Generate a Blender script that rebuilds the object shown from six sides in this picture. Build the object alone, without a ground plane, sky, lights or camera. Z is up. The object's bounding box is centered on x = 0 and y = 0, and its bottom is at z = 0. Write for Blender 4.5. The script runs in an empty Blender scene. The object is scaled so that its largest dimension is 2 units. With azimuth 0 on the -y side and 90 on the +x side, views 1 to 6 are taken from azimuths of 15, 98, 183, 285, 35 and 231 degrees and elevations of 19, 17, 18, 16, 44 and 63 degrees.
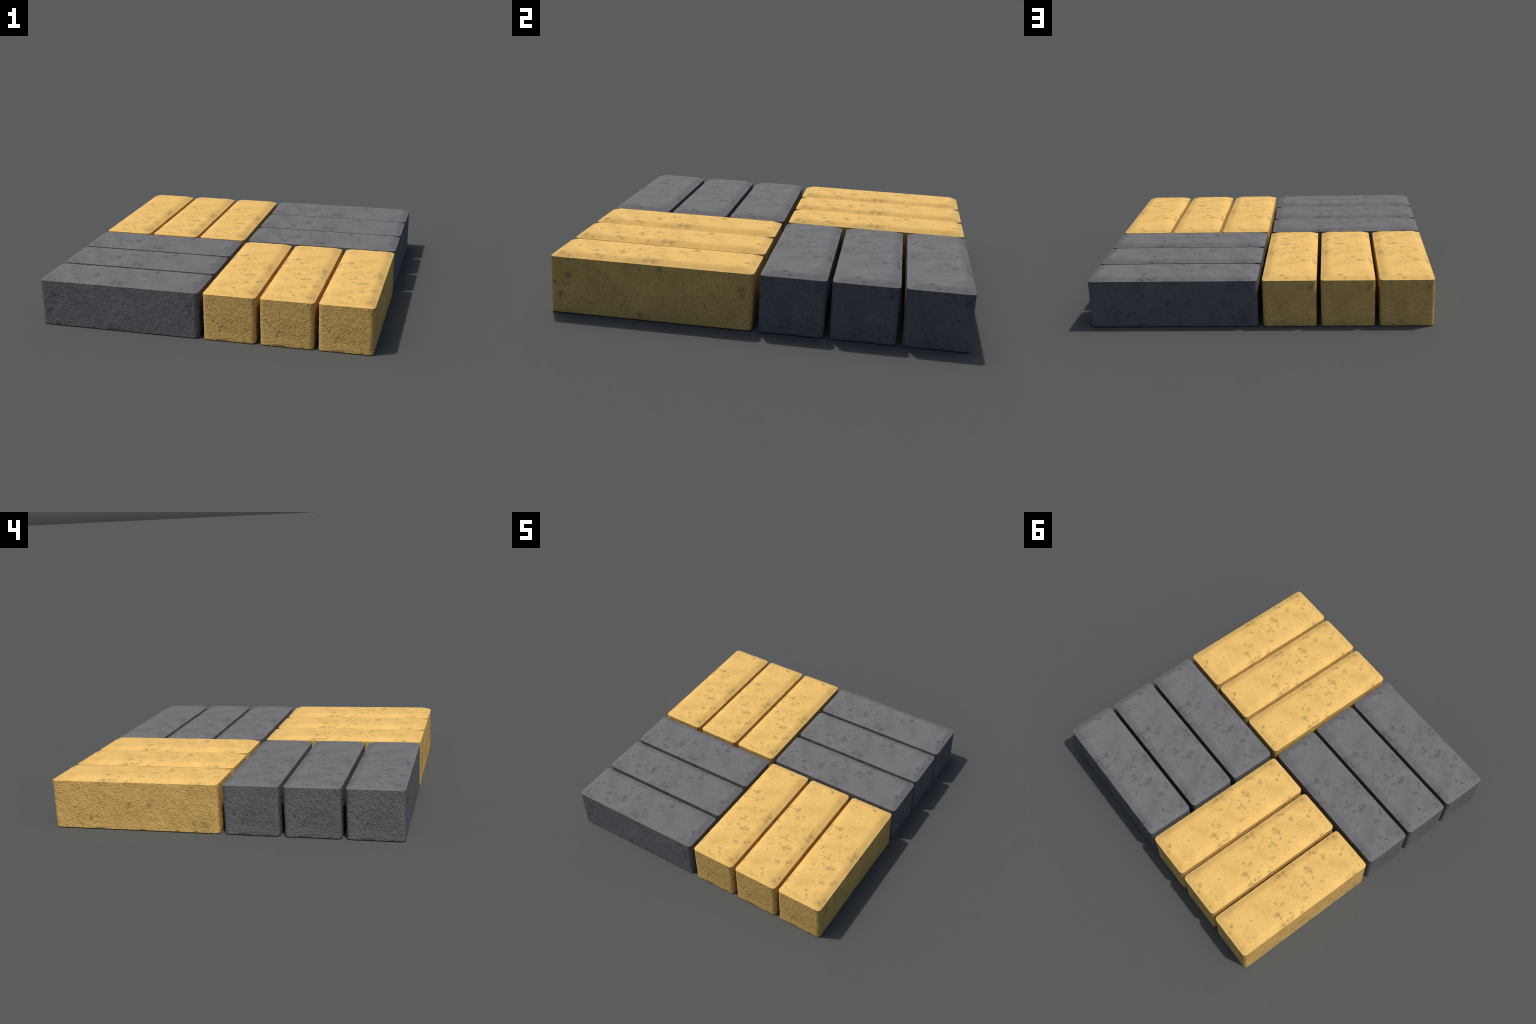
"""Twelve loose concrete paving bricks laid flat in a two-by-two basket weave:
two groups of three yellow bricks and two groups of three grey ones.
Every brick is the same cast block (stamped top with a dished chamfer, rounded
upright corners, coarse sides); only the pigment changes."""
import bpy
import math
from mathutils import Vector, noise

# ------------------------------------------------------------------ sizes (m)
BRICK_LENGTH = 0.9855
BRICK_WIDTH = 0.3138
GROUP_WIDTH = 0.9876          # three bricks and two joints
EDGE_HEIGHT = 0.2796          # arris between side and chamfer
TOP_HEIGHT = 0.2988
CHAMFER_WIDTH = 0.050
CORNER_RADIUS = 0.0245
HALF_SPAN = 1.0
FOOT_BEVEL = 0.0035
DRAFT = 0.0009                # sides lean in towards the foot

# stamped chamfer: a shallow lip at the arris, a slope, a long soft run-out into the top
CHAMFER_SHAPE = [(0, 0), (0.1, 0.085), (0.2, 0.195), (0.3, 0.32), (0.4, 0.445), (0.5, 0.57),
                 (0.6, 0.685), (0.7, 0.785), (0.8, 0.875), (0.9, 0.95), (1.0, 1.0)]
CHAMFER = [(t * CHAMFER_WIDTH, EDGE_HEIGHT + s * (TOP_HEIGHT - EDGE_HEIGHT)) for t, s in CHAMFER_SHAPE]


# ------------------------------------------------------------------ brick mesh
def rounded_outline(inset):
    """Rounded rectangle, the brick's plan at a given inset; constant point count."""
    half_x = BRICK_WIDTH / 2 - inset
    half_y = BRICK_LENGTH / 2 - inset
    radius = max(CORNER_RADIUS - 0.30 * inset, 0.004)
    radius = min(radius, half_x * 0.9, half_y * 0.9)
    arc_steps, short_steps, long_steps = 8, 22, 70
    sx, sy = half_x - radius, half_y - radius
    points = []
    corners = [(sx, -sy, -90, sx, sy, long_steps), (sx, sy, 0, -sx, sy, short_steps),
               (-sx, sy, 90, -sx, -sy, long_steps), (-sx, -sy, 180, sx, -sy, short_steps)]
    for cx, cy, start, nx, ny, steps in corners:
        for i in range(arc_steps + 1):
            a = math.radians(start + 90 * i / arc_steps)
            points.append((cx + radius * math.cos(a), cy + radius * math.sin(a)))
        a = math.radians(start + 90)
        ox, oy = radius * math.cos(a), radius * math.sin(a)
        for i in range(1, steps):
            t = i / steps
            points.append((cx + (nx - cx) * t + ox, cy + (ny - cy) * t + oy))
    return points


def build_brick_mesh(name):
    # small worn arris at the foot, then the upright side
    rings = [(FOOT_BEVEL + DRAFT, 0.0)]
    foot = FOOT_BEVEL * 0.75
    rings += [(DRAFT * (1 - i / 21), foot + (EDGE_HEIGHT - foot) * i / 21) for i in range(22)]
    rings += CHAMFER[1:]
    for inset in (0.066, 0.082, 0.100, 0.118, 0.136, 0.150):
        rings.append((inset, TOP_HEIGHT))
    verts, faces = [], []
    for k, (inset, z) in enumerate(rings):
        for x, y in rounded_outline(inset):
            p = Vector((x, y, z))
            if 0 < k:
                # slight unevenness of the cast skin, always inwards
                n = 0.5 + 0.5 * noise.fractal(p * 26.0 + Vector((3.1, 7.7, 1.9)), 0.8, 2.1, 4)
                n = min(max(n, 0.0), 1.0)
                if k <= 22:
                    out = Vector((x, y, 0.0))
                    out.x = max(abs(x) - (BRICK_WIDTH / 2 - CORNER_RADIUS), 0.0) * (1 if x > 0 else -1)
                    out.y = max(abs(y) - (BRICK_LENGTH / 2 - CORNER_RADIUS), 0.0) * (1 if y > 0 else -1)
                    if out.length > 0:
                        out.normalize()
                    p -= out * (0.0016 * n)
                if k >= 22:
                    p.z -= 0.0011 * n
            verts.append(p)
    count = len(rounded_outline(0.0))
    for k in range(len(rings) - 1):
        for i in range(count):
            j = (i + 1) % count
            faces.append((k * count + i, k * count + j, (k + 1) * count + j, (k + 1) * count + i))
    faces.append(tuple(reversed(range(count))))
    faces.append(tuple((len(rings) - 1) * count + i for i in range(count)))
    mesh = bpy.data.meshes.new(name)
    mesh.from_pydata([tuple(v) for v in verts], [], faces)
    for poly in mesh.polygons:
        nx, ny, nz = poly.normal
        if abs(nz) > 0.5:
            poly.material_index = 0
        elif abs(nx) > abs(ny):
            poly.material_index = 1 if nx > 0 else 2
        else:
            poly.material_index = 3 if ny > 0 else 4
    mesh.validate()
    mesh.shade_smooth()
    mesh.set_sharp_from_angle(angle=math.radians(42))
    mesh.update()
    return mesh


# ------------------------------------------------------------------ surface marks
# All bricks come from one mould, so pores and stains sit at the same places on each.
# Top face: (x, y, radius) from the brick's centre.
TOP_PORES = [
    (0.094, 0.46, 0.0041), (0.086, 0.425, 0.0039), (0.004, 0.402, 0.0044), (-0.04, 0.412, 0.0041),
    (-0.08, 0.403, 0.0047), (-0.105, 0.412, 0.0047), (-0.002, 0.323, 0.0072), (-0.061, 0.338, 0.0041),
    (-0.091, 0.303, 0.0036), (-0.119, 0.291, 0.0036), (0.11, 0.319, 0.0041), (0.011, 0.226, 0.0041),
    (0.143, 0.383, 0.0036), (0.014, 0.105, 0.0041), (-0.039, 0.123, 0.0044), (0.106, 0.074, 0.0041),
    (0.048, -0.051, 0.0047), (-0.065, 0.005, 0.0039), (-0.117, 0.188, 0.0044), (0.022, 0.147, 0.0044),
    (0.066, 0.151, 0.0039), (0.028, 0.163, 0.0036), (0.129, -0.113, 0.0044), (0.083, -0.073, 0.0036),
    (0.116, -0.235, 0.0044), (0.123, -0.176, 0.0036), (0.002, -0.306, 0.0047), (-0.119, -0.21, 0.0044),
    (-0.111, -0.155, 0.005), (-0.118, -0.115, 0.0047), (-0.064, -0.07, 0.0039), (-0.118, -0.068, 0.0039),
    (-0.068, -0.102, 0.0061), (0.019, -0.069, 0.0039), (-0.111, -0.299, 0.005), (-0.14, -0.335, 0.0047),
    (-0.108, -0.361, 0.0039), (-0.091, -0.456, 0.005), (-0.003, -0.467, 0.0039), (0.044, -0.406, 0.0044),
    (0.053, -0.384, 0.0044),
]
TOP_STAINS = [
    (0.043, 0.443, 0.0138), (0.015, 0.472, 0.0124), (0.129, 0.01, 0.0207), (0.127, -0.031, 0.018),
    (0.097, -0.027, 0.0097), (0.118, 0.042, 0.0083), (0.051, 0.03, 0.0111), (0.065, 0.043, 0.0069),
    (0.032, -0.016, 0.0077), (0.019, -0.005, 0.0077), (-0.005, 0.135, 0.0088), (-0.038, 0.101, 0.0138),
    (-0.072, 0.171, 0.0207), (-0.104, 0.168, 0.0111), (-0.064, 0.191, 0.0061), (-0.114, 0.096, 0.0083),
    (-0.132, 0.093, 0.0055), (-0.139, 0.138, 0.0138), (-0.141, 0.112, 0.0124), (-0.146, 0.176, 0.0166),
    (-0.144, 0.197, 0.0083), (0.061, -0.163, 0.018), (0.037, -0.171, 0.0166), (0.022, -0.175, 0.0111),
    (0.043, -0.145, 0.0124), (0.034, -0.104, 0.0088), (0.017, -0.109, 0.0083), (-0.012, -0.157, 0.0105),
    (0.001, -0.098, 0.0105), (-0.014, -0.098, 0.0105), (-0.012, -0.072, 0.0111), (-0.038, -0.102, 0.0124),
    (-0.091, -0.029, 0.0097), (-0.095, -0.049, 0.0066), (0.064, -0.299, 0.0152), (0.058, -0.284, 0.0105),
    (0.042, -0.297, 0.0116), (-0.063, -0.243, 0.0083), (0.115, -0.27, 0.0124), (0.131, -0.249, 0.0097),
    (-0.066, -0.186, 0.0083), (-0.128, 0.013, 0.0077), (-0.148, 0.034, 0.0097), (0.028, -0.433, 0.0124),
    (0.003, -0.399, 0.0116), (-0.03, -0.467, 0.0097), (-0.05, -0.462, 0.0075), (-0.117, -0.45, 0.0069),
    (-0.132, -0.445, 0.0069), (-0.15, -0.39, 0.0124), (0.124, -0.441, 0.0116), (0.106, -0.433, 0.0077),
    (0.14, -0.405, 0.0111), (0.11, -0.454, 0.0083), (0.033, -0.457, 0.0069),
]
# Long and short sides: (position along the side, height, radius)
LONG_SIDE_A = [  # +x side
    (-0.257, 0.225, 0.0118), (-0.404, 0.192, 0.0200), (-0.472, 0.152, 0.0147), (-0.444, 0.096, 0.0200),
    (-0.210, 0.192, 0.0100), (0.046, 0.258, 0.0170), (-0.051, 0.252, 0.0060), (0.436, 0.198, 0.0200),
    (0.441, 0.166, 0.0160), (0.379, 0.254, 0.0055), (0.157, 0.199, 0.0060), (-0.121, 0.088, 0.0055),
    (0.267, 0.102, 0.0060), (-0.050, 0.027, 0.0200), (-0.002, 0.015, 0.0130), (0.124, 0.238, 0.0050),
    (0.404, 0.067, 0.0060), (-0.377, 0.113, 0.0050), (0.062, 0.128, 0.0050), (-0.229, 0.147, 0.0055),
    (0.230, 0.039, 0.0050), (-0.009, 0.187, 0.0050), (0.327, 0.183, 0.0050),
]
LONG_SIDE_B = [  # -x side
    (0.365, 0.192, 0.0050), (0.279, 0.203, 0.0050), (0.255, 0.232, 0.0050), (0.243, 0.222, 0.0045),
    (0.176, 0.196, 0.0110), (0.200, 0.154, 0.0048), (0.396, 0.111, 0.0055), (0.368, 0.124, 0.0045),
    (0.354, 0.127, 0.0045), (0.293, 0.135, 0.0050), (0.261, 0.067, 0.0160), (0.230, 0.079, 0.0110),
    (0.342, 0.090, 0.0075), (0.274, 0.053, 0.0075), (0.051, 0.270, 0.0104), (0.141, 0.093, 0.0055),
    (0.326, 0.026, 0.0075), (0.463, 0.029, 0.0060), (0.032, 0.146, 0.0200), (-0.091, 0.150, 0.0150),
    (-0.155, 0.207, 0.0070), (-0.189, 0.124, 0.0090), (-0.348, 0.056, 0.0150), (-0.412, 0.048, 0.0240),
    (-0.294, 0.138, 0.0140), (-0.314, 0.207, 0.0070), (-0.414, 0.240, 0.0070), (-0.012, 0.067, 0.0090),
    (-0.225, 0.070, 0.0070), (-0.446, 0.124, 0.0070), (-0.461, 0.212, 0.0070),
]
SHORT_SIDE_A = [  # +y end
    (-0.065, 0.244, 0.0045), (-0.117, 0.232, 0.0120), (-0.127, 0.242, 0.0100), (0.046, 0.186, 0.0045),
    (-0.078, 0.085, 0.0040), (-0.131, 0.171, 0.0038), (-0.118, 0.044, 0.0040), (0.039, 0.033, 0.0060),
    (0.124, 0.193, 0.0035), (0.128, 0.135, 0.0035),
]
SHORT_SIDE_B = [  # -y end: larger spots are shading of the rough relief, painted into the colour
    (0.120, 0.270, 0.0109), (0.093, 0.226, 0.0098), (-0.094, 0.124, 0.0109), (-0.068, 0.107, 0.0109),
    (-0.043, 0.091, 0.0153), (-0.020, 0.085, 0.0109), (-0.054, 0.064, 0.0109), (-0.126, 0.204, 0.0077),
    (0.058, 0.178, 0.0042), (0.104, 0.082, 0.0040), (-0.084, 0.031, 0.0042),
    (0.016, 0.121, 0.0087), (-0.024, 0.135, 0.0077), (-0.122, 0.156, 0.0087), (-0.038, 0.202, 0.0066),
]


# face: (axes that span it, pores and stains together)
FACES = [
    ("top", "XY", TOP_PORES, TOP_STAINS),
    ("long_side_a", "YZ", [m for m in LONG_SIDE_A if m[2] < 0.0065], [m for m in LONG_SIDE_A if m[2] >= 0.0065]),
    ("long_side_b", "YZ", [m for m in LONG_SIDE_B if m[2] < 0.0065], [m for m in LONG_SIDE_B if m[2] >= 0.0065]),
    ("short_side_a", "XZ", [m for m in SHORT_SIDE_A if m[2] < 0.0065], [m for m in SHORT_SIDE_A if m[2] >= 0.0065]),
    ("short_side_b", "XZ", [m for m in SHORT_SIDE_B if m[2] < 0.0065], [m for m in SHORT_SIDE_B if m[2] >= 0.0065]),
]


# ------------------------------------------------------------------ node helpers
class Nodes:
    def __init__(self, tree):
        self.tree = tree

    def add(self, kind, **props):
        n = self.tree.nodes.new(kind)
        for k, v in props.items():
            setattr(n, k, v)
        return n

    def link(self, a, b):
        self.tree.links.new(a, b)

    def put(self, socket, value):
        if hasattr(value, "is_output"):
            self.link(value, socket)
        else:
            socket.default_value = value

    def math(self, op, a, b=None, clamp=False):
        n = self.add("ShaderNodeMath", operation=op, use_clamp=clamp)
        self.put(n.inputs[0], a)
        if b is not None:
            self.put(n.inputs[1], b)
        return n.outputs[0]

    def noise(self, vector, scale, detail=2.0, rough=0.5, out="Fac", distortion=0.0):
        n = self.add("ShaderNodeTexNoise")
        self.link(vector, n.inputs["Vector"])
        n.inputs["Scale"].default_value = scale
        n.inputs["Detail"].default_value = detail
        n.inputs["Roughness"].default_value = rough
        n.inputs["Distortion"].default_value = distortion
        return n.outputs[out]

    def ramp(self, value, lo, hi, out_lo=0.0, out_hi=1.0):
        n = self.add("ShaderNodeMapRange", interpolation_type="SMOOTHSTEP")
        self.link(value, n.inputs["Value"])
        for i, v in zip(("From Min", "From Max", "To Min", "To Max"), (lo, hi, out_lo, out_hi)):
            n.inputs[i].default_value = v
        return n.outputs["Result"]

    def vector(self, op, a, b=None, c=None):
        n = self.add("ShaderNodeVectorMath", operation=op)
        for socket, value in zip(n.inputs, (a, b, c)):
            if value is not None:
                self.put(socket, value)
        return n.outputs[0]

    def spots(self, vector, axes, marks, reach):
        """Union of round soft spots: 1 at a spot's centre, 0 at reach x radius.
        Three spots are worked out at a time, one in each channel of a vector."""
        split = self.add("ShaderNodeSeparateXYZ")
        self.link(vector, split.inputs[0])
        spread = []
        for axis in axes:
            c = self.add("ShaderNodeCombineXYZ")
            for i in range(3):
                self.link(split.outputs[axis], c.inputs[i])
            spread.append(c.outputs[0])
        nearest = None
        for k in range(0, len(marks), 3):
            trio = [marks[min(k + i, len(marks) - 1)] for i in range(3)]
            inv = tuple(1.0 / (m[2] * reach) for m in trio)
            u = self.vector("MULTIPLY_ADD", spread[0], inv, tuple(-m[0] * w for m, w in zip(trio, inv)))
            v = self.vector("MULTIPLY_ADD", spread[1], inv, tuple(-m[1] * w for m, w in zip(trio, inv)))
            d = self.vector("MULTIPLY_ADD", v, v, self.vector("MULTIPLY", u, u))
            nearest = d if nearest is None else self.vector("MINIMUM", nearest, d)
        last = self.add("ShaderNodeSeparateXYZ")
        self.link(nearest, last.inputs[0])
        low = self.math("MINIMUM", self.math("MINIMUM", last.outputs[0], last.outputs[1]), last.outputs[2])
        return self.math("SUBTRACT", 1.0, self.math("SQRT", low), clamp=True)

    def shifted(self, vector, offset, scale=(1, 1, 1)):
        m = self.add("ShaderNodeMapping")
        self.link(vector, m.inputs["Vector"])
        m.inputs["Location"].default_value = offset
        m.inputs["Scale"].default_value = scale
        return m.outputs["Vector"]


def build_surface_group(face, axes, pores, stains):
    """Masks of one face, shared by both pigments: Stain, Pore, Cloud, Grain, bump Height."""
    g = bpy.data.node_groups.new("concrete_" + face, "ShaderNodeTree")
    for s in ("Stain", "Pore", "Cloud", "Grain", "Height"):
        g.interface.new_socket(s, in_out="OUTPUT", socket_type="NodeSocketFloat")
    n = Nodes(g)
    end = n.add("NodeGroupOutput")
    co = n.add("ShaderNodeTexCoord").outputs["Object"]
    top = face == "top"

    # ragged coordinates so that no spot is a clean disc
    wobble = n.vector("SUBTRACT", n.noise(co, 62.0, 4.0, 0.72, "Color"), (0.5, 0.5, 0.5))
    ragged = n.vector("MULTIPLY_ADD", wobble, (0.042,) * 3, co)
    nearly = n.vector("MULTIPLY_ADD", wobble, (0.009,) * 3, co)
    stain_area = n.spots(ragged, axes, stains, 2.15)
    pore = n.ramp(n.spots(nearly, axes, pores, 1.30), 0.05, 0.75)

    speck = n.noise(n.shifted(co, (4.0, 1.0, 2.0)), 175.0, 3.0, 0.78)
    stain = n.ramp(n.math("ADD", n.math("MULTIPLY", stain_area, 0.44), speck), 0.67, 0.94)
    # scattered faint flecks everywhere
    fleck_noise = n.noise(n.shifted(co, (9.0, 5.0, 3.0)), 95.0, 3.0, 0.65)
    cloud = n.noise(n.shifted(co, (1.0, 3.0, 5.0)), 8.5, 5.0, 0.60, distortion=0.4)
    fleck = n.math("MULTIPLY", n.ramp(fleck_noise, 0.61, 0.76), n.ramp(cloud, 0.60, 0.40))
    stain = n.math("MAXIMUM", stain, n.math("MULTIPLY", fleck, 0.40))
    # soft grime drifting over the face around the stains
    smudge = n.ramp(n.noise(n.shifted(co, (6.0, 4.0, 8.0)), 21.0, 5.0, 0.68, distortion=0.5), 0.52, 0.80)
    stain = n.math("MAXIMUM", stain, n.math("MULTIPLY", smudge, 0.42))
    grain = n.noise(co, 230.0, 2.0, 0.6)

    coarse = n.noise(n.shifted(co, (7.0, 2.0, 4.0)), 42.0, 2.0, 0.5)
    medium = n.noise(n.shifted(co, (3.0, 6.0, 1.0)), 135.0, 1.5, 0.6)
    h = n.math("ADD", n.math("MULTIPLY", coarse, 0.9), n.math("MULTIPLY", medium, 0.9))
    h = n.math("ADD", h, n.math("MULTIPLY", grain, 0.35))
    if not top:
        # open pits of the coarse sides
        pit = n.ramp(n.noise(n.shifted(co, (5.0, 9.0, 7.0)), 85.0, 2.0, 0.6), 0.44, 0.30)
        h = n.math("SUBTRACT", h, n.math("MULTIPLY", pit, 0.55))
    for name, socket in (("Stain", stain), ("Pore", pore), ("Cloud", cloud), ("Grain", grain), ("Height", h)):
        n.link(socket, end.inputs[name])
    return g


def build_material(name, group, base, pale, deep, stain_colour, pore_colour, stain_amount, relief):
    mat = bpy.data.materials.new(name)
    mat.use_nodes = True
    tree = mat.node_tree
    tree.nodes.clear()
    n = Nodes(tree)
    out = n.add("ShaderNodeOutputMaterial")
    bsdf = n.add("ShaderNodeBsdfPrincipled")
    n.link(bsdf.outputs[0], out.inputs["Surface"])
    surf = n.add("ShaderNodeGroup")
    surf.node_tree = group

    ramp = n.add("ShaderNodeValToRGB")
    n.link(surf.outputs["Cloud"], ramp.inputs[0])
    e = ramp.color_ramp.elements
    e[0].position, e[0].color = 0.30, (*deep, 1)
    e[1].position, e[1].color = 0.70, (*pale, 1)
    mid = e.new(0.5)
    mid.color = (*base, 1)

    def mix(factor, a, b, mode="MIX"):
        m = n.add("ShaderNodeMix", data_type="RGBA", blend_type=mode)
        n.put(m.inputs[0], factor)
        n.put(m.inputs[6], a)
        n.put(m.inputs[7], b)
        return m.outputs[2]

    grain = n.ramp(surf.outputs["Grain"], 0.3, 0.7, 0.955, 1.035)
    comb = n.add("ShaderNodeCombineColor")
    for i in range(3):
        n.link(grain, comb.inputs[i])
    colour = mix(1.0, ramp.outputs[0], comb.outputs[0], "MULTIPLY")
    colour = mix(n.math("MULTIPLY", surf.outputs["Stain"], stain_amount), colour, (*stain_colour, 1))
    colour = mix(n.math("MULTIPLY", surf.outputs["Pore"], 0.64), colour, (*pore_colour, 1))
    n.link(colour, bsdf.inputs["Base Color"])
    bsdf.inputs["Roughness"].default_value = 0.92
    bsdf.inputs["Specular IOR Level"].default_value = 0.15

    bump = n.add("ShaderNodeBump")
    bump.inputs["Strength"].default_value = 1.0
    bump.inputs["Distance"].default_value = relief
    n.link(surf.outputs["Height"], bump.inputs["Height"])
    n.link(bump.outputs[0], bsdf.inputs["Normal"])
    return mat


# ------------------------------------------------------------------ build
def main():
    yellow_mesh = build_brick_mesh("yellow_brick_shape")
    grey_mesh = yellow_mesh.copy()
    grey_mesh.name = "grey_brick_shape"
    for face, axes, pores, stains in FACES:
        group = build_surface_group(face, axes, pores, stains)
        relief = 0.0013 if face == "top" else 0.0050
        yellow_mesh.materials.append(build_material(
            "yellow_concrete_" + face, group,
            base=(0.660, 0.420, 0.130), pale=(0.705, 0.452, 0.142), deep=(0.575, 0.365, 0.113),
            stain_colour=(0.30, 0.200, 0.072), pore_colour=(0.20, 0.132, 0.050),
            stain_amount=0.86, relief=relief))
        grey_mesh.materials.append(build_material(
            "grey_concrete_" + face, group,
            base=(0.136, 0.135, 0.138), pale=(0.149, 0.148, 0.151), deep=(0.117, 0.116, 0.119),
            stain_colour=(0.068, 0.067, 0.068), pore_colour=(0.052, 0.051, 0.052),
            stain_amount=0.86, relief=relief))

    pitch = (GROUP_WIDTH - BRICK_WIDTH) / 2
    along = HALF_SPAN - BRICK_LENGTH / 2      # centre of a brick along its own length

    def lay(mesh, colour, x, y, turned):
        brick = bpy.data.objects.new("paving_brick", mesh)
        brick.location = (x, y, 0.0)
        brick.rotation_euler = (0.0, 0.0, -math.pi / 2 if turned else 0.0)
        brick["label"] = "long %s concrete paving brick with chamfered stained top" % colour
        brick["category"] = "paving brick"
        bpy.context.scene.collection.objects.link(brick)

    for k in range(3):
        across = HALF_SPAN - BRICK_WIDTH / 2 - k * pitch
        lay(yellow_mesh, "yellow", -across, along, False)    # yellow, far left
        lay(yellow_mesh, "yellow", across, -along, False)    # yellow, near right
        lay(grey_mesh, "grey", along, across, True)          # grey, far right
        lay(grey_mesh, "grey", -along, -across, True)        # grey, near left


main()
